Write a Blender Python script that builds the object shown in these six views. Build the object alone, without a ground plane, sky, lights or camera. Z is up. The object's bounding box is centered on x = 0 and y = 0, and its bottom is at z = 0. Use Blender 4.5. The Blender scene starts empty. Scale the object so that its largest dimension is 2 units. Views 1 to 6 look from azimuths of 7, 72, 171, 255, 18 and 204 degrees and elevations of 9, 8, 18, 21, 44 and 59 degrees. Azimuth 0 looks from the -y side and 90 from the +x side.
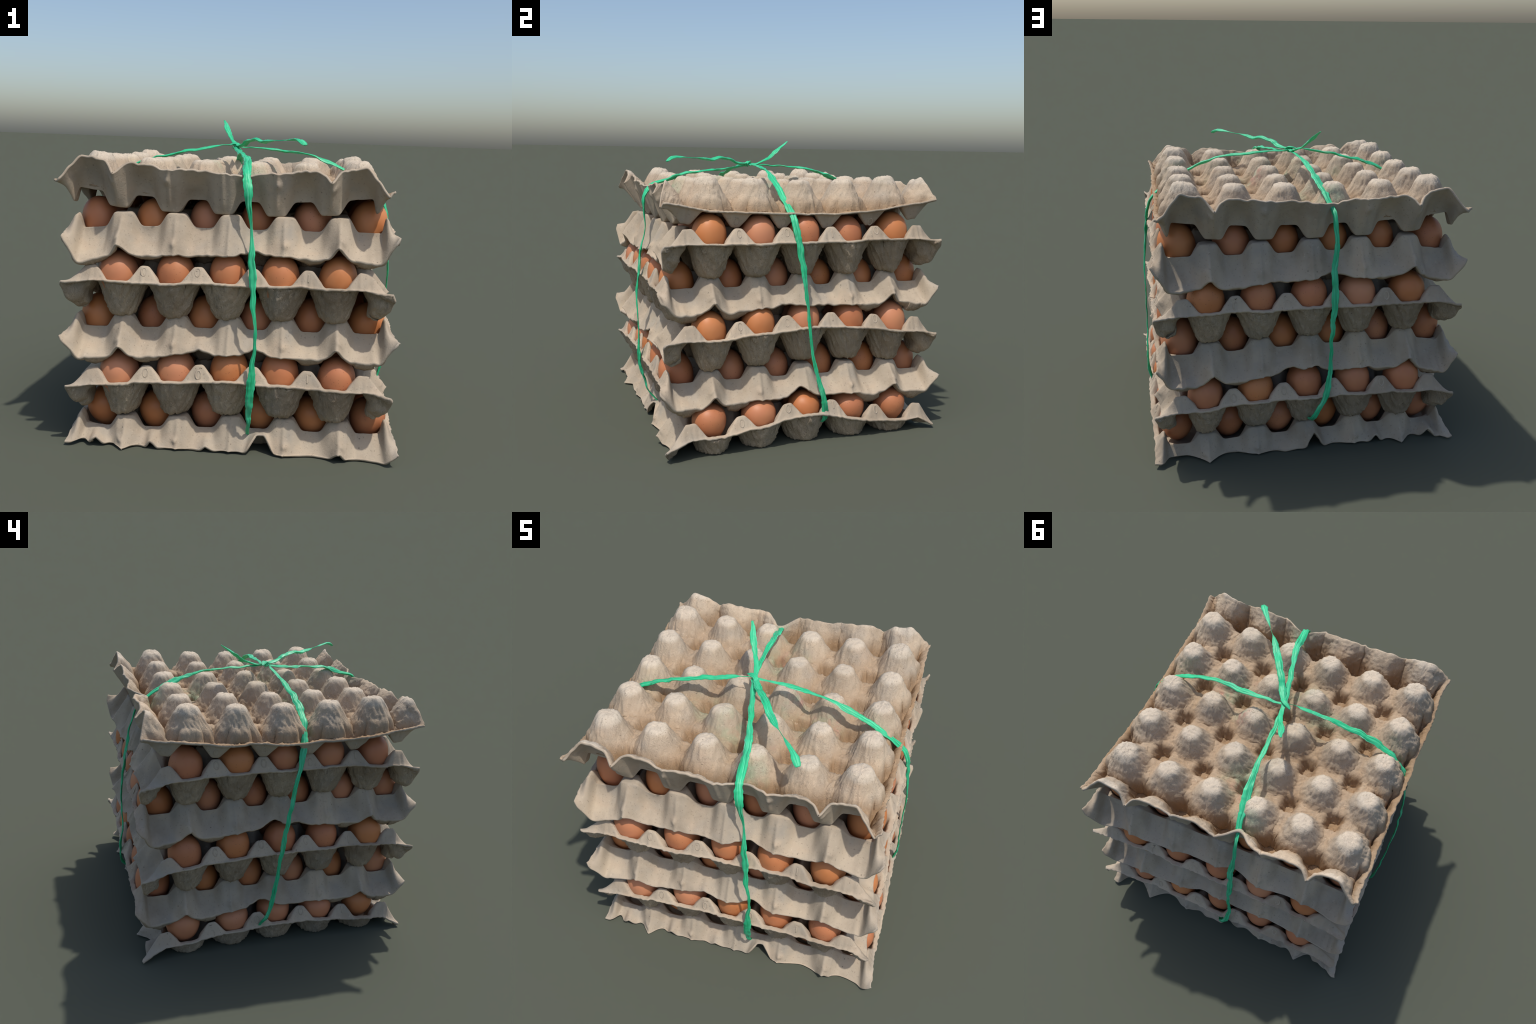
import bpy, math, random
import numpy as np
from mathutils import Vector, Matrix

# ------------------------------------------------------------------ helpers
def hash2(ix, iy, seed):
    n = (ix.astype(np.int64) * 374761393 + iy.astype(np.int64) * 668265263 + seed * 974711) & 0xFFFFFFFF
    n = ((n ^ (n >> 13)) * 1274126177) & 0xFFFFFFFF
    n = n ^ (n >> 16)
    return (n & 0xFFFFFF) / float(0xFFFFFF)

def noise2(x, y, seed=0):
    """smooth value noise, -1..1"""
    ix, iy = np.floor(x), np.floor(y)
    fx, fy = x - ix, y - iy
    fx = fx * fx * (3 - 2 * fx); fy = fy * fy * (3 - 2 * fy)
    a = hash2(ix, iy, seed); b = hash2(ix + 1, iy, seed)
    c = hash2(ix, iy + 1, seed); d = hash2(ix + 1, iy + 1, seed)
    return 2 * ((a * (1 - fx) + b * fx) * (1 - fy) + (c * (1 - fx) + d * fx) * fy) - 1

def fbm(x, y, seed=0, octaves=3):
    s = 0; amp = 1.0
    for o in range(octaves):
        s = s + amp * noise2(x * 2 ** o, y * 2 ** o, seed + 17 * o); amp *= 0.5
    return s / 1.75

def smooth(a, b, x):
    t = np.clip((x - a) / (b - a), 0, 1)
    return t * t * (3 - 2 * t)

def blur(a, n=1):
    for _ in range(n):
        p = np.pad(a, 1, mode='edge')
        a = (p[:-2, 1:-1] + p[2:, 1:-1] + 2 * p[1:-1, 1:-1]) / 4
        p = np.pad(a, 1, mode='edge')
        a = (p[1:-1, :-2] + p[1:-1, 2:] + 2 * p[1:-1, 1:-1]) / 4
    return a

def bump(x, c, w):
    return np.exp(-((x - c) / w) ** 2)

# ------------------------------------------------------------------ materials
def new_mat(name):
    m = bpy.data.materials.new(name); m.use_nodes = True
    nt = m.node_tree
    return m, nt, nt.nodes['Principled BSDF']

def N(nt, kind, **kw):
    n = nt.nodes.new(kind)
    for k, v in kw.items():
        setattr(n, k, v)
    return n

def tex_noise(nt, coord, scale, detail=4, rough=0.55, dist=0.0):
    n = N(nt, 'ShaderNodeTexNoise')
    n.inputs['Scale'].default_value = scale; n.inputs['Detail'].default_value = detail
    n.inputs['Roughness'].default_value = rough; n.inputs['Distortion'].default_value = dist
    nt.links.new(coord, n.inputs['Vector'])
    return n.outputs['Fac']

def ramp(nt, fac, stops):
    r = N(nt, 'ShaderNodeValToRGB')
    e = r.color_ramp.elements
    while len(e) < len(stops):
        e.new(0.5)
    for el, (p, c) in zip(e, stops):
        el.position = p; el.color = c if len(c) == 4 else (*c, 1)
    nt.links.new(fac, r.inputs['Fac'])
    return r.outputs['Color']

def mix(nt, fac, a, b, mode='MIX'):
    m = N(nt, 'ShaderNodeMix', data_type='RGBA', blend_type=mode)
    for sock, v in ((m.inputs[0], fac), (m.inputs[6], a), (m.inputs[7], b)):
        if isinstance(v, (int, float)):
            sock.default_value = v
        elif isinstance(v, tuple):
            sock.default_value = (*v, 1)
        else:
            nt.links.new(v, sock)
    return m.outputs[2]

def math_node(nt, op, a, b=None, clamp=False):
    m = N(nt, 'ShaderNodeMath', operation=op, use_clamp=clamp)
    for i, v in enumerate((a, b)):
        if v is None: continue
        if isinstance(v, (int, float)): m.inputs[i].default_value = v
        else: nt.links.new(v, m.inputs[i])
    return m.outputs[0]

def spots(nt, coord, items):
    """soft mask: one ball per (centre, radius)"""
    total = None
    for c, r in items:
        d = N(nt, 'ShaderNodeVectorMath', operation='DISTANCE')
        nt.links.new(coord, d.inputs[0]); d.inputs[1].default_value = c
        v = math_node(nt, 'SUBTRACT', 1.0, math_node(nt, 'DIVIDE', d.outputs['Value'], r), clamp=True)
        total = v if total is None else math_node(nt, 'MAXIMUM', total, v)
    return total

PULP = (0.430, 0.354, 0.266)
def pulp_material(name, rough_side=False, lid=False, tint=(1, 1, 1)):
    m, nt, b = new_mat(name)
    co = N(nt, 'ShaderNodeTexCoord').outputs['Object']
    base = tuple(c * t for c, t in zip(PULP, tint))
    big = tex_noise(nt, co, 3.2, 4, 0.6)
    col = ramp(nt, big, [(0.28, tuple(c * k for c, k in zip(base, (0.74, 0.71, 0.68)))),
                         (0.5, base), (0.72, tuple(c * k for c, k in zip(base, (1.16, 1.15, 1.12))))])
    hue = tex_noise(nt, co, 6.5, 3)
    col = mix(nt, ramp(nt, hue, [(0.5, (0, 0, 0)), (0.75, (0.55, 0.55, 0.55))]), col,
              tuple(c * k for c, k in zip(base, (1.03, 0.92, 0.86))))
    grey = tex_noise(nt, co, 4.7, 3)
    col = mix(nt, ramp(nt, grey, [(0.50, (0, 0, 0)), (0.68, (0.75, 0.75, 0.75))]), col,
              tuple(c * k for c, k in zip(base, (0.80, 0.86, 0.94))))
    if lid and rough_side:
        # brown tint by height in the hollows between the cones
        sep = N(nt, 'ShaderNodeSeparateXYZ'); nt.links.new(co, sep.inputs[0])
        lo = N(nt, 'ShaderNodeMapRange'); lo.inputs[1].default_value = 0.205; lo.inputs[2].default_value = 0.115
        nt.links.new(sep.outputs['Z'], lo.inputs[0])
        hollow_brown = math_node(nt, 'MULTIPLY', lo.outputs[0], ramp(nt, tex_noise(nt, co, 8, 3), [(0.25, (0.6,) * 3), (0.6, (1.0,) * 3)]))
        col = mix(nt, hollow_brown, col, (0.34, 0.225, 0.13))
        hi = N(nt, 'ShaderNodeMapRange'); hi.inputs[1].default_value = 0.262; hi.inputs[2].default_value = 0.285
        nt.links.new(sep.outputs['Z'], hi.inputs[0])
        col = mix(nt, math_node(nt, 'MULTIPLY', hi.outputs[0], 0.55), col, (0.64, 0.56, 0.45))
        # green and pink reflection smears from the scan, painted in near the twine
        green = math_node(nt, 'MULTIPLY', spots(nt, co, [((0.40, -0.17, 0.14), 0.17), ((0.22, -0.05, 0.2), 0.13), ((0.02, 0.42, 0.12), 0.2),
                 ((0.15, -0.72, 0.22), 0.16), ((-0.28, -0.18, 0.18), 0.15), ((-0.08, -0.32, 0.15), 0.17), ((-0.12, 0.68, 0.2), 0.14)]),
                 ramp(nt, tex_noise(nt, co, 11, 2), [(0.4, (0, 0, 0)), (0.62, (0.75,) * 3)]))
        col = mix(nt, green, col, (0.30, 0.42, 0.28))
        pink = math_node(nt, 'MULTIPLY', spots(nt, co, [((0.44, -0.10, 0.12), 0.13), ((0.20, -0.33, 0.06), 0.14), ((0.24, 0.01, 0.24), 0.1), ((0.06, 0.52, 0.04), 0.15)]),
                 ramp(nt, tex_noise(nt, co, 14, 2), [(0.45, (0, 0, 0)), (0.6, (0.9,) * 3)]))
        col = mix(nt, pink, col, (0.50, 0.22, 0.18))
    if rough_side:       # hairline cracks between felted fibres
        mp = N(nt, 'ShaderNodeMapping'); mp.inputs['Scale'].default_value = (1, 1, 0.45); nt.links.new(co, mp.inputs['Vector'])
        cr = tex_noise(nt, mp.outputs['Vector'], 26, 3, 0.6, 1.6)
        where = ramp(nt, tex_noise(nt, co, 9, 2), [(0.42, (0, 0, 0)), (0.6, (0.75,) * 3)])
        line = ramp(nt, cr, [(0.485, (0, 0, 0)), (0.5, (1, 1, 1)), (0.515, (0, 0, 0))])
        col = mix(nt, math_node(nt, 'MULTIPLY', line, where), col, tuple(c * 0.42 for c in base))
    # dark fibre flecks and pale fibre flecks
    fl = tex_noise(nt, co, 95, 2, 0.5)
    col = mix(nt, ramp(nt, fl, [(0.30, (0.55,) * 3), (0.36, (0, 0, 0))]), col, tuple(c * 0.55 for c in base))
    col = mix(nt, ramp(nt, tex_noise(nt, co, 60, 2), [(0.66, (0, 0, 0)), (0.74, (0.4,) * 3)]), col, tuple(min(1, c * 1.3) for c in base))
    specks = N(nt, 'ShaderNodeTexVoronoi'); specks.inputs['Scale'].default_value = 11
    nt.links.new(co, specks.inputs['Vector'])
    col = mix(nt, ramp(nt, specks.outputs['Distance'], [(0.035, (0.7,) * 3), (0.06, (0, 0, 0))]), col, tuple(c * 0.35 for c in base))
    nt.links.new(col, b.inputs['Base Color'])
    b.inputs['Roughness'].default_value = 0.93
    b.inputs['Specular IOR Level'].default_value = 0.15
    h = math_node(nt, 'ADD', tex_noise(nt, co, 120, 4, 0.65), tex_noise(nt, co, 38, 5, 0.6, 1.0))
    if rough_side:
        st = N(nt, 'ShaderNodeMapping'); st.inputs['Scale'].default_value = (1, 1, 0.35)
        nt.links.new(co, st.inputs['Vector'])
        wr = tex_noise(nt, st.outputs['Vector'], 34, 4, 0.6, 2.2)
        h = math_node(nt, 'ADD', h, math_node(nt, 'MULTIPLY', ramp(nt, wr, [(0.42, (0, 0, 0)), (0.5, (1, 1, 1)), (0.58, (0.2,) * 3)]), 1.1))
    bp = N(nt, 'ShaderNodeBump'); bp.inputs['Distance'].default_value = (0.005 if lid else 0.010) if rough_side else 0.003
    bp.inputs['Strength'].default_value = (0.4 if lid else 0.55) if rough_side else 0.45
    nt.links.new(h, bp.inputs['Height']); nt.links.new(bp.outputs['Normal'], b.inputs['Normal'])
    return m

def egg_material():
    m, nt, b = new_mat('brown_eggshell')
    co = N(nt, 'ShaderNodeTexCoord').outputs['Object']
    info = N(nt, 'ShaderNodeObjectInfo').outputs['Random']
    col = ramp(nt, info, [(0.0, (0.46, 0.155, 0.055)), (0.25, (0.56, 0.205, 0.070)), (0.5, (0.50, 0.175, 0.078)),
                          (0.75, (0.58, 0.24, 0.125)), (1.0, (0.42, 0.145, 0.060))])
    off = N(nt, 'ShaderNodeVectorMath', operation='ADD'); nt.links.new(co, off.inputs[0])
    sc = N(nt, 'ShaderNodeCombineXYZ'); nt.links.new(math_node(nt, 'MULTIPLY', info, 37.0), sc.inputs[0]); nt.links.new(sc.outputs[0], off.inputs[1])
    p = off.outputs[0]
    col = mix(nt, ramp(nt, tex_noise(nt, p, 7, 3), [(0.4, (0, 0, 0)), (0.7, (0.35,) * 3)]), col, (0.62, 0.27, 0.115))
    v = N(nt, 'ShaderNodeTexVoronoi'); v.inputs['Scale'].default_value = 55; nt.links.new(p, v.inputs['Vector'])
    speck = math_node(nt, 'MULTIPLY', ramp(nt, v.outputs['Distance'], [(0.09, (1, 1, 1)), (0.16, (0, 0, 0))]),
                      math_node(nt, 'GREATER_THAN', math_node(nt, 'FRACT', math_node(nt, 'MULTIPLY', info, 7.31)), 0.72))
    col = mix(nt, math_node(nt, 'MULTIPLY', speck, 0.6), col, (0.20, 0.075, 0.04))
    nt.links.new(col, b.inputs['Base Color'])
    b.inputs['Roughness'].default_value = 0.48
    b.inputs['Specular IOR Level'].default_value = 0.35
    bp = N(nt, 'ShaderNodeBump'); bp.inputs['Distance'].default_value = 0.001; bp.inputs['Strength'].default_value = 0.25
    nt.links.new(tex_noise(nt, co, 160, 2), bp.inputs['Height']); nt.links.new(bp.outputs['Normal'], b.inputs['Normal'])
    return m

def twine_material():
    m, nt, b = new_mat('green_plastic_raffia')
    tc = N(nt, 'ShaderNodeTexCoord')
    uv = tc.outputs['UV']            # u runs across the ribbon, v along it
    mp = N(nt, 'ShaderNodeMapping'); mp.inputs['Scale'].default_value = (9, 6, 1)
    nt.links.new(uv, mp.inputs['Vector'])
    f = tex_noise(nt, mp.outputs['Vector'], 1.0, 4, 0.6)
    col = ramp(nt, f, [(0.28, (0.012, 0.24, 0.10)), (0.43, (0.022, 0.52, 0.22)), (0.57, (0.05, 0.70, 0.34)), (0.71, (0.38, 0.88, 0.63))])
    big = tex_noise(nt, tc.outputs['Object'], 9, 2)
    col = mix(nt, ramp(nt, big, [(0.45, (0, 0, 0)), (0.75, (0.45,) * 3)]), col, (0.13, 0.75, 0.44))
    nt.links.new(col, b.inputs['Base Color'])
    b.inputs['Roughness'].default_value = 0.42
    tr = N(nt, 'ShaderNodeBsdfTranslucent'); nt.links.new(col, tr.inputs['Color'])
    ms = N(nt, 'ShaderNodeMixShader'); ms.inputs[0].default_value = 0.22
    out = nt.nodes['Material Output']
    nt.links.new(b.outputs[0], ms.inputs[1]); nt.links.new(tr.outputs[0], ms.inputs[2]); nt.links.new(ms.outputs[0], out.inputs['Surface'])
    bp = N(nt, 'ShaderNodeBump'); bp.inputs['Distance'].default_value = 0.003; bp.inputs['Strength'].default_value = 0.6
    nt.links.new(f, bp.inputs['Height']); nt.links.new(bp.outputs['Normal'], b.inputs['Normal'])
    return m

# ------------------------------------------------------------------ the moulded tray
P0 = 0.294          # nominal cell pitch
H = 0.277           # cup floor to post top
ZS = 0.200          # height of the saddles between cups and of the flat edges
THICK = 0.012
CUP_R = [0.000, 0.052, 0.062, 0.094, 0.116, 0.139, 0.150, 0.30]
LID_R = [0.000, 0.043, 0.052, 0.076, 0.098, 0.126, 0.150, 0.162, 0.30]
LID_Z = [0.000, 0.001, 0.012, 0.062, 0.105, 0.138, 0.185, 0.277, 0.60]
CUP_Z = [0.000, 0.001, 0.012, 0.100, 0.155, 0.195, 0.277, 0.60]

def mould_height(x, y, lid=False):
    """height of the tray surface over its plan, unit pitch P0, |y| <= 2.5 P0"""
    p = P0
    i = np.clip(np.floor(x / p + 3), 0, 5); j = np.clip(np.floor(y / p + 2.5), 0, 4)
    shift = 0.0 if lid else 0.002        # outermost cups stand a little further out
    cx = (i - 2.5) * p + shift * ((i == 5) * 1.0 - (i == 0) * 1.0)
    r = np.hypot(x - cx, y - (j - 2) * p)
    zc = np.interp(r * (1 + 0.12 * smooth(2.25 * p, 2.42 * p, np.abs(y))), LID_R, LID_Z) if lid else np.interp(r, CUP_R, CUP_Z)
    px = np.clip(np.round(x / p), -3, 3) * p
    py = np.clip(np.round(y / p - 0.5) + 0.5, -2.5, 2.5) * p
    dx, dy = np.abs(x - px), np.abs(y - py)
    a = np.maximum(dx, dy)
    ridge = np.interp(a, [0, 0.050, 0.096, 1], [H, H, ZS, ZS])
    if lid:      # the lid's webs between the cones are deep, leaving small square pits
        web = 0.138 + (ZS - 0.138) * np.maximum(smooth(2.55 * p, 2.9 * p, np.abs(x)), smooth(2.3 * p, 2.5 * p, np.abs(y)))
        rim = smooth(2.15 * p, 2.35 * p, np.abs(y))
        ridge = ridge * rim + (1 - rim) * (web + (0.225 - web) * np.interp(a, [0.036, 0.070], [1, 0]))
    # half posts at the flat edge: steep mounds that stand between the outer eggs and carry a numeral
    ax = np.abs(x)
    ridge = np.where(np.abs(px) > 2.5 * p, ZS, ridge)
    mound = ZS + (H + 0.008 - ZS) * np.interp(dy, [0.024, 0.088], [1, 0])
    face = np.interp(ax, [0.848, 0.886], [H + 0.008, ZS])
    z = np.minimum(zc, ridge)
    z = np.where(ax > 0.86, np.maximum(z, ZS), z)
    return np.where(ax > 0.76, np.maximum(z, np.minimum(mound, face) * smooth(0.798, 0.834, ax) * (dy < 0.088)), z)

def tray_arrays(spec, step):
    p = P0; s = spec['pitch'] / P0
    rng_seed = spec['seed']
    Xe = (3.07 if spec['lid'] else 3.04) * p; Y0 = 2.5 * p
    coarse = np.arange(-2.15 * p, 2.15 * p + step / 2, step)
    fine = np.arange(2.15 * p + 0.0045, Xe + 0.001, 0.0045)
    xs = np.concatenate([-fine[::-1], coarse, fine])
    yi = np.arange(-Y0, Y0 + step / 2, step)
    ns = int(round(0.24 / step))
    sk = np.linspace(0, 1, ns + 1)[1:]
    X, Y = np.meshgrid(xs, yi, indexing='xy')
    Z = mould_height(X, Y, spec['lid'])
    rows_x, rows_y, rows_z, rows_t = [], [], [], []
    for side in (-1, 1):
        z0 = mould_height(xs, np.full_like(xs, side * Y0), spec['lid'])
        z0 = np.convolve(np.pad(z0, 2, mode='edge'), [.1, .2, .4, .2, .1], 'valid')
        post = np.clip((z0 - ZS) / (H - ZS), 0, 1)
        ax = np.abs(xs)
        postcol = np.max([bump(xs, k * p, 0.085) for k in range(-2, 3)] + [bump(ax, 3.0 * p, 0.10)], axis=0)
        cap = np.max([bump(xs, k * p, 0.038) for k in (-2, 2)], axis=0)
        pocket = np.max([bump(xs, k * p, 0.10) for k in (-2.5, -1.5, 1.5, 2.5)], axis=0)
        zl = spec.get('zlip', 0.030)
        ze = zl + 0.018 * bump(xs, 0, 0.42) + 0.065 * cap + 0.012 * xs * side * -1
        tip = np.clip((ax - (2.6 if spec['lid'] else 2.74) * p) / ((0.42 if spec['lid'] else 0.28) * p), 0, 1)
        ze += (spec.get('tip', 0.15) - zl) * tip
        ze += 0.010 * fbm(xs * 9, xs * 0 + side * 3.7, rng_seed, 2) + 0.006 * noise2(xs * 45, xs * 0 + side, rng_seed + 5)
        lip = spec.get('lip', 0.120)
        qe = lip + (0.150 - lip) * np.maximum(cap, 0.3 * postcol) + 0.012 * noise2(xs * 6, xs * 0 + side * 2.2, rng_seed + 3)
        qe += ((0.15 if spec['lid'] else 0.162) - lip) * tip + 0.020 * smooth(2.2 * p, 2.7 * p, ax) * (1 - tip) * (0 if spec['lid'] else 1)
        qe -= 0.022 * smooth(2.93 * p, 3.04 * p, ax)
        for (sd, c, w, dz, dq) in spec.get('edge', []):
            if sd == side:
                g = bump(xs, c, w); ze += dz * g; qe += dq * g
        qs = 0.004 + 0.030 * post
        g_exp = 1.0 + (0.15 if 'floor' in spec else 1.0) * (0.45 + 0.75 * pocket) * (1 - postcol)
        ze = np.minimum(ze, z0 - 0.006)
        if 'floor' in spec:           # the wall stops where it meets the ground
            wz = warp_z(spec, xs * s, np.full_like(xs, side * 0.86))
            zf = np.maximum(ze, spec['floor'] + 0.008 - wz)
            qe = qs + (qe - qs) * np.clip((z0 - zf) / (z0 - ze), 0.2, 1) ** g_exp
            ze = zf
            ker = np.hanning(15); qe = np.convolve(np.pad(qe, 7, mode='edge'), ker / ker.sum(), 'valid')
        ry, rz, rx = [], [], []
        for t in sk:
            if t < 0.15:
                q = qs * (t / 0.15); z = z0; tt = 0.0
            else:
                tt = (t - 0.15) / 0.85
                q = qs + (qe - qs) * tt ** g_exp
                z = z0 + (ze - z0) * tt
            # crease along each post and small moulded nub low on it
            cr = sum(bump(xs, k * p, 0.012) for k in range(-2, 3)) * 0.009 * min(1, tt * 4)
            nub = sum(bump(xs, k * p + 0.01 * k, 0.016) for k in (-2, -1, 1, 2)) * 0.014 * math.exp(-((tt - 0.72) / 0.1) ** 2)
            ry.append(side * (Y0 + q + cr + nub)); rz.append(z)
            flare = 0.012 * tt * smooth(2.3 * p, 3.0 * p, ax) * np.sign(xs)
            rx.append(xs + flare)
        if side < 0:
            rx, ry, rz = rx[::-1], ry[::-1], rz[::-1]
            Xa, Ya, Za = np.array(rx), np.array(ry), np.array(rz)
        else:
            Xb, Yb, Zb = np.array(rx), np.array(ry), np.array(rz)
    X = np.vstack([Xa, X, Xb]); Y = np.vstack([Ya, Y, Yb]); Z = np.vstack([Za, Z, Zb])
    n_sk = len(sk)
    Z = blur(Z, 2)
    # ragged flat edge with a slightly turned lip
    edge = smooth(2.78 * p, 3.02 * p, np.abs(X))
    X = X + np.sign(X) * edge * (0.016 * fbm(Y * 4, np.sign(X) * 2.0, rng_seed + 9, 3) + 0.004 * noise2(Y * 60, X * 0 + 1, rng_seed + 2))
    Z = Z + edge * (0.012 * fbm(Y * 5, np.sign(X) * 3.0, rng_seed + 21, 2))
    xn = X / Xe; yn = np.clip(np.abs(Y) / (Y0 + 0.12), 0, 1.0)
    Z = Z - spec['droop'] * np.abs(xn) ** 4 * yn ** 2
    Z = Z + lift_z(spec, X * s, Y * s)
    # slow dents of handled wet pulp
    Z = Z + 0.006 * fbm(X * 3.1 + 7, Y * 3.1, rng_seed + 31, 2) + 0.0028 * fbm(X * 22, Y * 22, rng_seed + 41, 3)
    X = X + 0.006 * fbm(X * 3.3, Y * 3.3 + 5, rng_seed + 51, 2); Y = Y + 0.006 * fbm(X * 3.3 + 9, Y * 3.3, rng_seed + 61, 2)
    return X * s, Y * s, Z, n_sk

def warp_z(spec, X, Y):
    """stack settles unevenly: world-space tilt and bow of one tray"""
    c, sn = math.cos(spec['rot']), math.sin(spec['rot'])
    wx, wy = X * c - Y * sn, X * sn + Y * c
    a, b, cc, bow = spec['tilt']
    return a * wx + b * wy + cc * wx * wy + bow * (wx * wx + wy * wy - 0.5)

def lift_z(spec, X, Y):
    s = spec['pitch'] / P0
    z = 0.0 * X
    for (sd, c, w, dz) in spec.get('lift', []):        # twine pulls up the middle of a flat edge
        z = z + dz * bump(Y / s, c, w) * smooth(2.0 * P0, 3.0 * P0, X / s * sd)
    return z

def build_tray(spec, step, mats, parent):
    X, Y, Z, n_sk = tray_arrays(spec, step)
    p = spec['pitch']
    # outward offset for the rough, screen-side skin
    def d(a, ax): return np.gradient(a, axis=ax)
    tu = np.stack([d(X, 1), d(Y, 1), d(Z, 1)], -1); tv = np.stack([d(X, 0), d(Y, 0), d(Z, 0)], -1)
    nrm = np.cross(tu, tv); nrm /= np.linalg.norm(nrm, axis=-1, keepdims=True) + 1e-9
    i = np.clip(np.floor(X / p + 3), 0, 5); j = np.clip(np.floor(Y / p + 2.5), 0, 4)
    cx, cy = (i - 2.5) * p, (j - 2) * p
    th = np.arctan2(Y - cy, X - cx); r = np.hypot(X - cx, Y - cy)
    kx, ky = np.cos(th) * 3.4, np.sin(th) * 3.4
    sd = spec['seed']
    w1 = noise2(kx * 2.2 + i * 11 + 2.0 * fbm(X * 14, Y * 14, sd), ky * 2.2 + j * 13 + Z * 14, sd + 71)
    w2 = noise2(X * 46 + 1.5 * fbm(X * 20, Y * 20, sd + 4), Y * 46 + Z * 22, sd + 81)
    wr = (1 - np.abs(w1)) ** 3 * (0.0045 if spec['lid'] else 0.007) + (1 - np.abs(w2)) ** 3 * 0.005 + 0.004 * fbm(X * 24, Y * 24 + Z * 20, sd + 91)
    # lumpy cones
    lump = 0.007 * noise2(i * 7.3 + np.cos(th) * 1.2, j * 5.1 + np.sin(th) * 1.2, sd + 95) * smooth(0.03, 0.09, r)
    tedge = np.minimum(np.minimum(np.arange(X.shape[0])[:, None], X.shape[0] - 1 - np.arange(X.shape[0])[:, None]) / 3.0,
                       np.minimum(np.arange(X.shape[1])[None, :], X.shape[1] - 1 - np.arange(X.shape[1])[None, :]) / 3.0)
    pk = np.max([bump(X, k * p, 0.075) for k in (-2.5, -1.5, 1.5, 2.5)], axis=0) * smooth(2.66 * p, 2.78 * p, np.abs(Y)) * (0 if spec['lid'] else 1)
    thin = np.clip(bump(np.abs(Y), 2.47 * p, 0.055), 0, 1) * (0 if spec['lid'] else 1)      # notches stay thin
    pkt = 0 if ('floor' in spec or spec['lid']) else spec['zlip'] - 0.010       # pocket floors are thick, they rest on the mounds below
    off = (THICK * (1 - 0.5 * thin) + (1 - 0.9 * thin) * (wr * (1.0 if spec['lid'] else 1.35) + lump) * np.clip(tedge, 0, 1) + pkt * pk * np.clip(tedge * 1.6, 0, 1))
    X2, Y2, Z2 = X - nrm[..., 0] * off, Y - nrm[..., 1] * off, Z - nrm[..., 2] * off
    if spec['lid']:
        Z, Z2 = H - Z, H - Z2
    Z = Z + warp_z(spec, X, Y); Z2 = Z2 + warp_z(spec, X, Y)
    floor = spec.get('floor')
    if floor is not None:
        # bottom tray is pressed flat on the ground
        Z = np.maximum(Z, floor + 0.013 + 0.002 * noise2(X * 30, Y * 30, 3)); Z2 = np.maximum(Z2, floor)
    R, C = X.shape
    top = np.stack([X, Y, Z], -1).reshape(-1, 3); bot = np.stack([X2, Y2, Z2], -1).reshape(-1, 3)
    verts = np.vstack([top, bot])
    idx = np.arange(R * C).reshape(R, C)
    q = np.stack([idx[:-1, :-1], idx[:-1, 1:], idx[1:, 1:], idx[1:, :-1]], -1).reshape(-1, 4)
    qb = q[:, ::-1] + R * C
    ring = np.concatenate([idx[0, :], idx[1:, -1], idx[-1, -2::-1], idx[-2:0:-1, 0]])
    nx = np.roll(ring, -1)
    qr = np.stack([ring, ring + R * C, nx + R * C, nx], -1)
    faces = np.vstack([q, qb, qr])
    if spec['lid']:
        faces = faces[:, ::-1]
    mi = np.concatenate([np.zeros(len(q)), np.ones(len(qb)), np.zeros(len(qr))]).astype(np.int32)
    name = 'lid_tray' if spec['lid'] else 'egg_tray'
    me = bpy.data.meshes.new(name)
    me.vertices.add(len(verts)); me.vertices.foreach_set('co', verts.astype(np.float32).ravel())
    me.loops.add(len(faces) * 4); me.loops.foreach_set('vertex_index', faces.astype(np.int32).ravel())
    me.polygons.add(len(faces)); me.polygons.foreach_set('loop_start', (np.arange(len(faces)) * 4).astype(np.int32))
    me.polygons.foreach_set('material_index', mi)
    me.update(calc_edges=True); me.validate()
    me.polygons.foreach_set('use_smooth', np.ones(len(me.polygons), dtype=bool))
    for m in mats: me.materials.append(m)
    ob = bpy.data.objects.new(name, me); bpy.context.collection.objects.link(ob)
    ob.location = spec['loc']; ob.rotation_euler = (0, 0, spec['rot']); ob.parent = parent
    # numerals moulded on the outer faces of the edge mounds (ring = 0, bar = 1)
    for sx in (-1, 1):
        for m in range(-2, 2):
            cy = (m + 0.5) * p
            d2 = (np.abs(X) - 0.864 * p / P0) ** 2 * 4 + (Y - cy) ** 2 + (X * sx < 0) * 9
            k = np.unravel_index(np.argmin(d2), X.shape)
            nv = Vector(nrm[k]); pos = Vector((X[k], Y[k], Z[k]))
            if spec['lid']: nv.z = -nv.z
            zero = (m * 3 + sx + spec['seed']) % 4 != 0
            num = bpy.data.objects.new('moulded_numeral', numeral_mesh(zero, mats[0]))
            bpy.context.collection.objects.link(num)
            side = Vector((0, 1, 0)); up = nv.cross(side).normalized(); side = up.cross(nv).normalized()
            mt = Matrix((side, up, nv)).transposed().to_4x4(); mt.translation = pos - nv * 0.0002
            num.parent = ob; num.matrix_local = mt
    return ob

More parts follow.
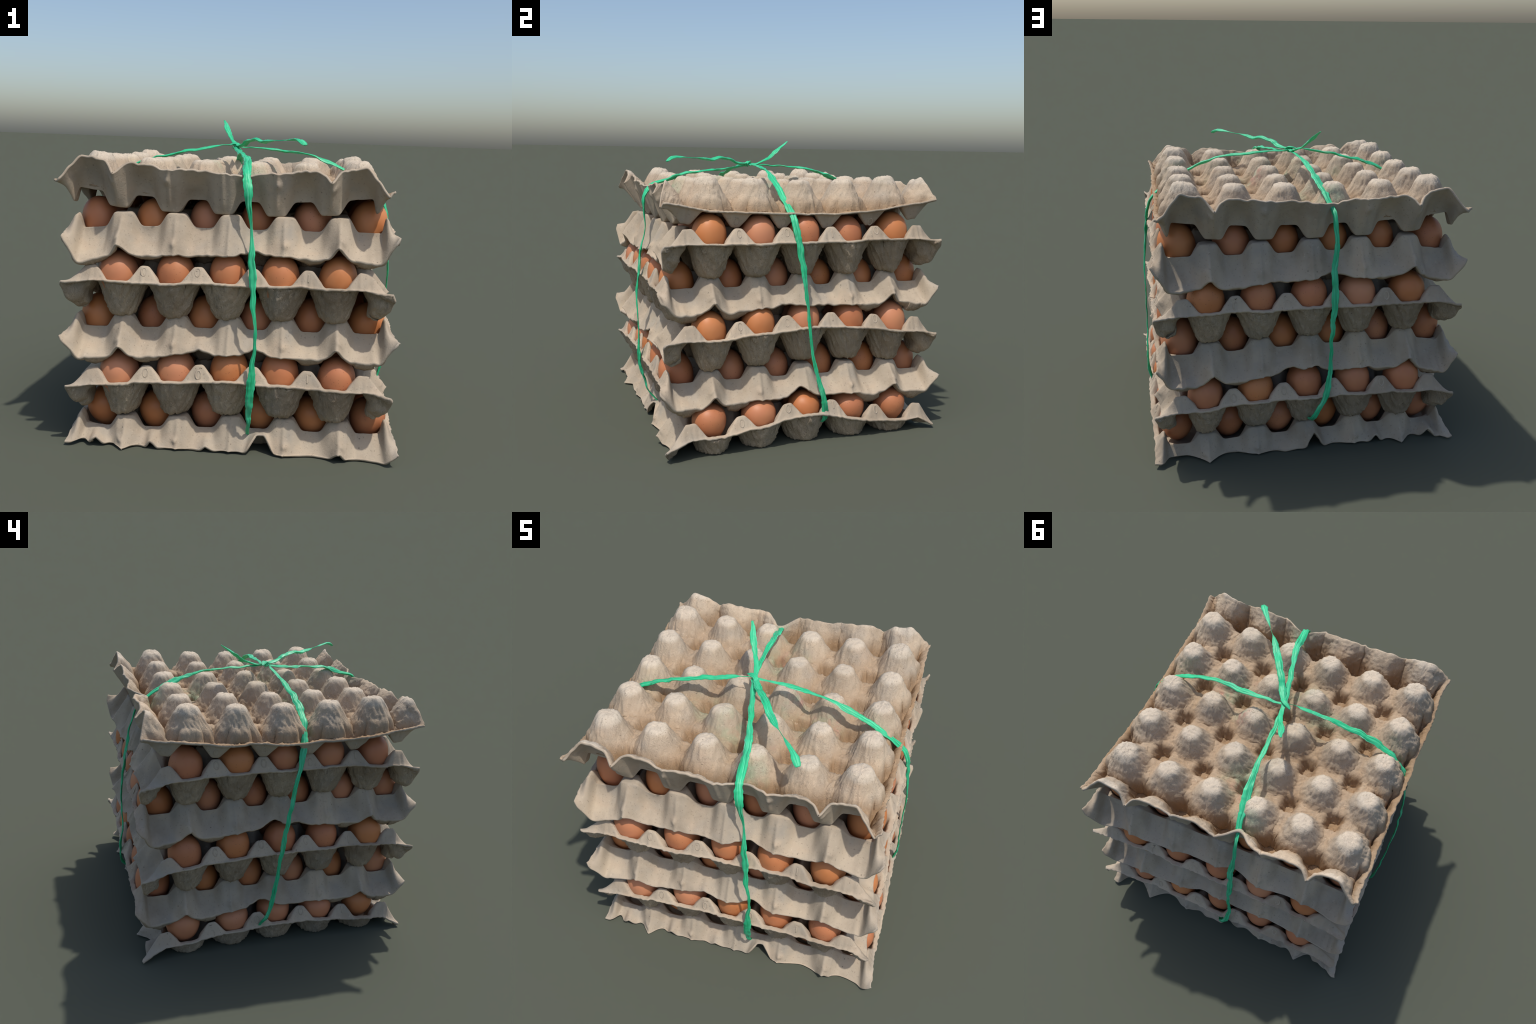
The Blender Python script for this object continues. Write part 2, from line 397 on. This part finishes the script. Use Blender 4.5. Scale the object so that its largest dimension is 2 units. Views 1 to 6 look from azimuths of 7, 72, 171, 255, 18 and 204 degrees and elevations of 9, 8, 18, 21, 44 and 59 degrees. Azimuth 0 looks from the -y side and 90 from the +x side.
NUMERALS = {}
def numeral_mesh(zero, mat):
    if zero in NUMERALS: return NUMERALS[zero]
    path = [(0.014 * math.cos(t), 0.023 * math.sin(t)) for t in np.linspace(0, 2 * math.pi, 29)[:-1]] if zero else \
           [(0.0, y) for y in np.linspace(-0.023, 0.023, 9)]
    n = len(path); K = 8; vs = []; fs = []
    for i in range(n):
        x0, y0 = path[(i - 1) % n] if zero or i else path[0]
        x1, y1 = path[(i + 1) % n] if zero or i < n - 1 else path[-1]
        tx, ty = x1 - x0, y1 - y0; L = math.hypot(tx, ty); nx, ny = ty / L, -tx / L
        for k in range(K):
            a = 2 * math.pi * k / K; r = 0.0042
            vs.append((path[i][0] + nx * r * math.cos(a), path[i][1] + ny * r * math.cos(a), 0.5 * r * math.sin(a)))
    for i in range(n if zero else n - 1):
        for k in range(K):
            j = (i + 1) % n
            fs.append((i * K + k, j * K + k, j * K + (k + 1) % K, i * K + (k + 1) % K))
    if not zero:
        fs += [tuple(range(K)), tuple(range((n - 1) * K, n * K))[::-1]]
    me = bpy.data.meshes.new('moulded_numeral'); me.from_pydata(vs, [], fs); me.update()
    me.polygons.foreach_set('use_smooth', np.ones(len(me.polygons), dtype=bool)); me.materials.append(mat)
    NUMERALS[zero] = me
    return me

# ------------------------------------------------------------------ eggs
def egg_mesh(mat):
    prof = [(math.sin(a) * (1.0 - 0.17 * math.cos(a)), -math.cos(a)) for a in np.linspace(0, math.pi, 29)]
    seg = 36; vs = [(0, 0, -1)]; fs = []
    for rr, zz in prof[1:-1]:
        for k in range(seg):
            t = 2 * math.pi * k / seg
            vs.append((rr * math.cos(t), rr * math.sin(t), zz))
    vs.append((0, 0, 1)); nr = len(prof) - 2
    for k in range(seg):
        fs.append((0, 1 + (k + 1) % seg, 1 + k))
        fs.append((len(vs) - 1, 1 + (nr - 1) * seg + k, 1 + (nr - 1) * seg + (k + 1) % seg))
        for q in range(nr - 1):
            a = 1 + q * seg + k; b = 1 + q * seg + (k + 1) % seg
            fs.append((a, b, b + seg, a + seg))
    vs = [(x * 0.110, y * 0.110, z * 0.166) for x, y, z in vs]
    me = bpy.data.meshes.new('egg'); me.from_pydata(vs, [], fs); me.update()
    me.polygons.foreach_set('use_smooth', np.ones(len(me.polygons), dtype=bool))
    me.materials.append(mat)
    return me

# ------------------------------------------------------------------ twine
def spline(pts, n):
    pts = np.array(pts, float)
    seg = np.linalg.norm(np.diff(pts[:, :3], axis=0), axis=1)
    t = np.concatenate([[0], np.cumsum(seg)])
    u = np.linspace(0, t[-1], n)
    m = np.zeros_like(pts)
    m[1:-1] = (pts[2:] - pts[:-2]) / (t[2:] - t[:-2])[:, None]
    m[0] = (pts[1] - pts[0]) / seg[0]; m[-1] = (pts[-1] - pts[-2]) / seg[-1]
    k = np.clip(np.searchsorted(t, u, 'right') - 1, 0, len(t) - 2)
    h = (t[k + 1] - t[k])[:, None]; s = ((u - t[k])[:, None]) / h
    return ((2 * s ** 3 - 3 * s ** 2 + 1) * pts[k] + (s ** 3 - 2 * s ** 2 + s) * h * m[k]
            + (-2 * s ** 3 + 3 * s ** 2) * pts[k + 1] + (s ** 3 - s ** 2) * h * m[k + 1]), u

def ribbon(name, pts, mat, parent, seed):
    """flat raffia strand. pts: x, y, z, width, then facing normal nx, ny, nz"""
    length = sum(np.linalg.norm(np.diff(np.array(pts)[:, :3], axis=0), axis=1))
    n = max(16, int(length / 0.006))
    c, u = spline(pts, n)
    o, w, nr = c[:, :3], np.maximum(c[:, 3], 0.002), c[:, 4:7]
    w = 1.15 * w * (1 + 0.30 * fbm(u * 14, u * 0 + 1.3, seed, 2) + 0.10 * noise2(u * 70, u * 0, seed + 2))
    o = o + np.stack([0.004 * noise2(u * 16, u * 0 + k, seed + 6 + k) for k in range(3)], -1) * np.minimum(1, np.minimum(u, u[-1] - u) / 0.06)[:, None]
    tan = np.gradient(o, axis=0); tan /= np.linalg.norm(tan, axis=1, keepdims=True)
    side = np.cross(tan, nr); side /= np.linalg.norm(side, axis=1, keepdims=True) + 1e-9
    up = np.cross(side, tan)
    tw = 0.55 * fbm(u * 5, u * 0 + 3, seed + 11, 2) + 0.25 * noise2(u * 22, u * 0, seed + 13)
    side, up = side * np.cos(tw)[:, None] + up * np.sin(tw)[:, None], up * np.cos(tw)[:, None] - side * np.sin(tw)[:, None]
    K = 20; verts = []; fs = []
    for k in range(K):
        a = 2 * math.pi * k / K
        ca, sa = math.cos(a), math.sin(a)
        pleat = 1 + 0.55 * np.cos(5 * a + 1.5 * noise2(u * 8, u * 0 + 7, seed + 15)) * abs(sa)
        thick = np.maximum(0.0022, 0.15 * w) * pleat
        verts.append(o + side * (0.5 * w * ca)[:, None] + up * (thick * sa)[:, None])
    V = np.stack(verts, 1).reshape(-1, 3)
    for i in range(n - 1):
        for k in range(K):
            k2 = (k + 1) % K
            fs.append((i * K + k, i * K + k2, (i + 1) * K + k2, (i + 1) * K + k))
    fs.append(tuple(range(K))[::-1]); fs.append(tuple((n - 1) * K + k for k in range(K)))
    me = bpy.data.meshes.new(name); me.from_pydata(V.tolist(), [], fs); me.update()
    uv = me.uv_layers.new(name='UVMap')
    li = np.zeros(len(me.loops), dtype=np.int32); me.loops.foreach_get('vertex_index', li)
    ring = li % K; row = li // K
    uvs = np.stack([0.5 + 0.5 * np.cos(2 * np.pi * ring / K) + 0.0, u[row] * 1.0], -1)
    uv.data.foreach_set('uv', uvs.astype(np.float32).ravel())
    me.polygons.foreach_set('use_smooth', np.ones(len(me.polygons), dtype=bool))
    me.materials.append(mat)
    ob = bpy.data.objects.new(name, me); bpy.context.collection.objects.link(ob)
    ob.parent = parent
    return ob

# ------------------------------------------------------------------ assemble
stack = bpy.data.objects.new('egg_tray_stack', None)
bpy.context.collection.objects.link(stack)
stack['label'] = 'tied stack of grey pulp trays filled with brown eggs'
stack['category'] = 'egg stack'

inner = pulp_material('moulded_pulp_smooth')
outer = pulp_material('moulded_pulp_rough', True, False, (1.0, 0.97, 0.92))
lid_in = pulp_material('moulded_pulp_lid_inside')
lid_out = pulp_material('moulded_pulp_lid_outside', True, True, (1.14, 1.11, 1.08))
egg_mat = egg_material()
twine_mat = twine_material()

D = math.radians
TRAYS = [
    dict(loc=(0.008, 0.010, -0.098), rot=D(3.0), pitch=0.304, droop=0.0, tip=0.14, lip=0.10, zlip=0.060, tilt=(0.012, -0.014, -0.025, -0.02), seed=11, floor=0.099,
         lift=[(1, 0.0, 0.30, 0.075), (-1, 0.0, 0.40, 0.04), (1, 0.3, 0.9, 0.02), (-1, -0.2, 0.8, 0.035)],
         edge=[(-1, 0.17, 0.055, 0.16, -0.03), (-1, 0.11, 0.03, 0.02, 0.03), (-1, -0.735, 0.06, 0.125, 0.0), (-1, -0.43, 0.05, 0.10, 0.0),
               (-1, -0.13, 0.05, 0.05, 0.0), (1, -0.05, 0.06, 0.14, -0.03), (1, -0.43, 0.05, 0.11, 0), (1, -0.76, 0.055, 0.12, 0), (1, 0.13, 0.06, 0.04, 0)]),
    dict(loc=(-0.006, 0.016, 0.191), rot=D(91.8), pitch=0.301, droop=0.012, tip=0.20, zlip=0.082, tilt=(0.014, -0.012, -0.018, -0.006), seed=23,
         lift=[(1, 0.1, 0.6, 0.025), (-1, 0.0, 0.6, 0.030)],
         edge=[(-1, -0.05, 0.06, 0.05, -0.02), (1, 0.1, 0.08, 0.05, -0.02), (-1, 0.44, 0.05, -0.015, 0.0)]),
    dict(loc=(-0.016, 0.006, 0.480), rot=D(2.8), pitch=0.300, droop=0.004, tip=0.20, zlip=0.064, tilt=(0.014, -0.017, -0.014, -0.006), seed=35,
         lift=[(1, 0.1, 0.45, 0.050), (-1, 0.0, 0.6, 0.022), (-1, 0.88, 0.2, -0.06)],
         edge=[(-1, 0.15, 0.06, 0.035, -0.02), (-1, -0.15, 0.05, 0.03, 0.0), (1, 0.13, 0.07, 0.04, -0.01), (1, -0.02, 0.06, 0.03, -0.01)]),
    dict(loc=(-0.022, 0.005, 0.769), rot=D(91.9), pitch=0.298, droop=0.004, tip=0.20, zlip=0.072, tilt=(0.012, -0.008, -0.008, 0.0), seed=47,
         edge=[(-1, -0.12, 0.06, 0.025, -0.01), (1, 0.05, 0.07, 0.05, -0.02), (1, -0.1, 0.06, 0.03, 0.0)]),
    dict(loc=(-0.020, 0.003, 1.058), rot=D(2.3), pitch=0.298, droop=0.006, tip=0.195, zlip=0.046, tilt=(0.008, -0.004, -0.006, 0.01), seed=59,
         lift=[(-1, 0.88, 0.25, -0.045), (-1, -0.88, 0.25, -0.035)],
         edge=[(-1, 0.14, 0.08, 0.03, -0.02), (1, -0.12, 0.08, 0.03, -0.02)]),
    dict(loc=(-0.052, 0.001, 1.338), rot=D(1.6), pitch=0.2935, droop=0.045, tip=0.22, lip=0.108, tilt=(0.0, 0.0, 0.0, 0.03), seed=71, lid=True,
         edge=[(-1, 0.155, 0.09, 0.018, -0.045), (1, -0.11, 0.07, 0.03, -0.085), (1, -0.2, 0.05, -0.01, 0.0)]),
]
egg = egg_mesh(egg_mat)
rnd = random.Random(4)
for n, spec in enumerate(TRAYS):
    spec.setdefault('lid', False)
    lid = spec['lid']
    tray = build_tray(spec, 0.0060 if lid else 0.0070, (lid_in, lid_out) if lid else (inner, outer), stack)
    if lid: continue
    p = spec['pitch']
    for i in range(6):
        for j in range(5):
            x, y = (i - 2.5) * p, (j - 2) * p
            e = bpy.data.objects.new('egg', egg)
            bpy.context.collection.objects.link(e)
            sxy = rnd.uniform(0.94, 1.03) * (0.99 if i in (0, 5) else 1.0); sz = rnd.uniform(0.95, 1.05)
            e.scale = (sxy, sxy, sz)
            lean = Matrix.Rotation(rnd.gauss({0: -0.12, 5: 0.12}.get(i, 0), 0.05), 3, 'Y') @ Matrix.Rotation(rnd.gauss({0: 0.05, 4: -0.05}.get(j, 0), 0.05), 3, 'X')
            e.rotation_euler = (lean @ Matrix.Rotation(rnd.uniform(0, 6.28), 3, 'Z')).to_euler()
            z = 0.192 + warp_z(spec, x, y) + float(lift_z(spec, np.array(x * 1.12), np.array(y))) + rnd.uniform(-0.006, 0.006)
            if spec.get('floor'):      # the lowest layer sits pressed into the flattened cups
                e.scale = (sxy, sxy, sz * 0.76)
                z = spec['floor'] + 0.016 + 0.172 * sz * 0.76 + max(0, warp_z(spec, x, y)) + 0.5 * float(lift_z(spec, np.array(x), np.array(y)))
            ox = {0: -0.016, 5: 0.016}.get(i, 0.0); oy = {0: -0.014, 4: 0.014}.get(j, 0.0)   # outer eggs lean against the edge
            e.location = (x + ox + rnd.uniform(-.007, .007), y + oy + rnd.uniform(-.007, .007), z)
            e.parent = tray

FRONT, BACK, RIGHT, LEFT, UP = (0, -1, 0), (0, 1, 0), (1, 0, 0), (-1, 0, 0), (0, 0, 1)
def P(x, y, z, w, n): return (x, y, z, w, *n)
twine = ribbon('twine', [
    P(-0.074, -0.075, 1.708, 0.024, UP), P(-0.035, -0.225, 1.684, 0.034, UP), P(0.024, -0.42, 1.661, 0.030, UP), P(0.070, -0.60, 1.640, 0.042, (0, -.3, 1)),
    P(0.088, -0.71, 1.600, 0.046, (0, -.6, .8)), P(0.103, -0.815, 1.566, 0.046, (0, -.8, .6)), P(0.113, -0.856, 1.495, 0.046, FRONT), P(0.123, -0.858, 1.407, 0.026, FRONT), P(0.134, -0.852, 1.30, 0.015, FRONT),
    P(0.147, -0.880, 1.173, 0.026, FRONT), P(0.157, -0.898, 1.04, 0.034, FRONT), P(0.167, -0.915, 0.907, 0.026, FRONT), P(0.182, -0.915, 0.771, 0.016, FRONT),
    P(0.184, -0.910, 0.631, 0.017, FRONT), P(0.174, -0.905, 0.544, 0.026, FRONT), P(0.169, -0.905, 0.411, 0.042, FRONT), P(0.164, -0.880, 0.30, 0.034, FRONT),
    P(0.155, -0.840, 0.17, 0.020, FRONT), P(0.14, -0.74, 0.06, 0.018, (0, -.7, -.7))], twine_mat, stack, 3)
ribbon('twine', [
    P(-0.074, -0.085, 1.706, 0.022, UP), P(0.00, -0.077, 1.704, 0.018, UP), P(0.10, -0.075, 1.699, 0.026, UP), P(0.26, -0.076, 1.684, 0.032, UP), P(0.388, -0.092, 1.669, 0.024, UP), P(0.50, -0.094, 1.637, 0.032, (.2, 0, 1)), P(0.61, -0.097, 1.590, 0.034, (.4, 0, 1)),
    P(0.71, -0.095, 1.530, 0.036, (.5, 0, .8)), P(0.80, -0.08, 1.468, 0.038, (.8, 0, .5)), P(0.872, -0.066, 1.395, 0.036, RIGHT), P(0.895, -0.048, 1.284, 0.036, RIGHT), P(0.915, -0.019, 1.12, 0.032, RIGHT),
    P(0.922, 0.006, 0.924, 0.020, RIGHT), P(0.925, 0.025, 0.752, 0.017, RIGHT), P(0.922, 0.047, 0.604, 0.018, RIGHT), P(0.925, 0.081, 0.455, 0.022, RIGHT),
    P(0.925, 0.126, 0.316, 0.030, RIGHT), P(0.905, 0.150, 0.205, 0.034, RIGHT), P(0.86, 0.155, 0.12, 0.034, (.7, 0, -.7)), P(0.74, 0.14, 0.05, 0.02, (.4, 0, -.9))], twine_mat, stack, 14)
ribbon('twine', [
    P(-0.074, -0.085, 1.706, 0.024, UP), P(-0.089, 0.03, 1.701, 0.020, UP), P(-0.105, 0.25, 1.690, 0.026, UP), P(-0.117, 0.43, 1.665, 0.036, (0, .1, 1)), P(-0.142, 0.59, 1.612, 0.048, (0, .4, .9)),
    P(-0.168, 0.735, 1.535, 0.030, (0, .8, .5)), P(-0.186, 0.80, 1.48, 0.026, BACK), P(-0.188, 0.835, 1.39, 0.024, BACK), P(-0.188, 0.862, 1.31, 0.028, BACK), P(-0.174, 0.89, 1.153, 0.034, BACK),
    P(-0.177, 0.912, 0.994, 0.032, BACK), P(-0.166, 0.925, 0.885, 0.028, BACK), P(-0.158, 0.928, 0.742, 0.020, BACK), P(-0.155, 0.925, 0.587, 0.022, BACK),
    P(-0.138, 0.938, 0.44, 0.030, BACK), P(-0.102, 0.942, 0.34, 0.026, BACK), P(-0.062, 0.912, 0.25, 0.032, BACK), P(-0.045, 0.81, 0.195, 0.022, BACK), P(-0.035, 0.68, 0.15, 0.014, BACK)], twine_mat, stack, 25)
ribbon('twine', [
    P(-0.074, -0.088, 1.715, 0.004, UP), P(-0.15, -0.098, 1.715, 0.003, UP), P(-0.185, -0.106, 1.706, 0.020, UP), P(-0.29, -0.120, 1.687, 0.030, UP), P(-0.40, -0.131, 1.663, 0.036, UP), P(-0.50, -0.141, 1.639, 0.036, (-.2, 0, 1)), P(-0.62, -0.152, 1.605, 0.038, (-.4, 0, .9)),
    P(-0.76, -0.152, 1.54, 0.040, (-.6, 0, .8)), P(-0.875, -0.14, 1.455, 0.040, (-.9, 0, .4)), P(-0.935, -0.115, 1.35, 0.032, LEFT), P(-0.955, -0.094, 1.243, 0.026, LEFT), P(-0.972, -0.065, 1.136, 0.026, LEFT), P(-0.980, -0.036, 0.964, 0.022, LEFT),
    P(-0.982, -0.009, 0.781, 0.026, LEFT), P(-0.975, 0.008, 0.619, 0.022, LEFT), P(-0.965, 0.026, 0.452, 0.026, LEFT), P(-0.955, 0.050, 0.306, 0.026, LEFT),
    P(-0.93, 0.085, 0.20, 0.036, LEFT), P(-0.84, 0.09, 0.10, 0.026, (-.6, 0, -.8))], twine_mat, stack, 36)
ribbon('twine_tail', [
    P(-0.072, -0.09, 1.712, 0.026, UP), P(-0.088, -0.02, 1.712, 0.028, (0, -.4, 1)), P(-0.127, 0.085, 1.756, 0.028, (0, -.4, 1)), P(-0.167, 0.168, 1.813, 0.036, (0, -.4, 1)), P(-0.207, 0.25, 1.874, 0.012, (0, -.4, 1))], twine_mat, stack, 47)
ribbon('twine_tail', [
    P(-0.072, -0.085, 1.712, 0.024, UP), P(-0.01, -0.19, 1.720, 0.040, UP), P(0.031, -0.254, 1.742, 0.036, UP), P(0.086, -0.337, 1.757, 0.040, UP), P(0.139, -0.407, 1.743, 0.036, UP), P(0.17, -0.455, 1.746, 0.034, UP), P(0.203, -0.50, 1.753, 0.018, UP),
    P(0.225, -0.53, 1.755, 0.003, UP), P(0.265, -0.58, 1.755, 0.003, UP), P(0.285, -0.605, 1.755, 0.014, UP), P(0.33, -0.66, 1.756, 0.030, UP), P(0.375, -0.72, 1.750, 0.044, (.2, -.3, 1)), P(0.402, -0.75, 1.733, 0.022, (.2, -.3, 1))], twine_mat, stack, 58)
ribbon('twine_knot', [
    P(-0.125, -0.060, 1.712, 0.010, UP), P(-0.095, -0.075, 1.722, 0.026, UP), P(-0.065, -0.095, 1.724, 0.034, (.3, 0, 1)), P(-0.050, -0.115, 1.708, 0.032, (.7, 0, .6)),
    P(-0.070, -0.105, 1.694, 0.026, (0, 0, -1)), P(-0.095, -0.085, 1.700, 0.014, LEFT)], twine_mat, stack, 69)
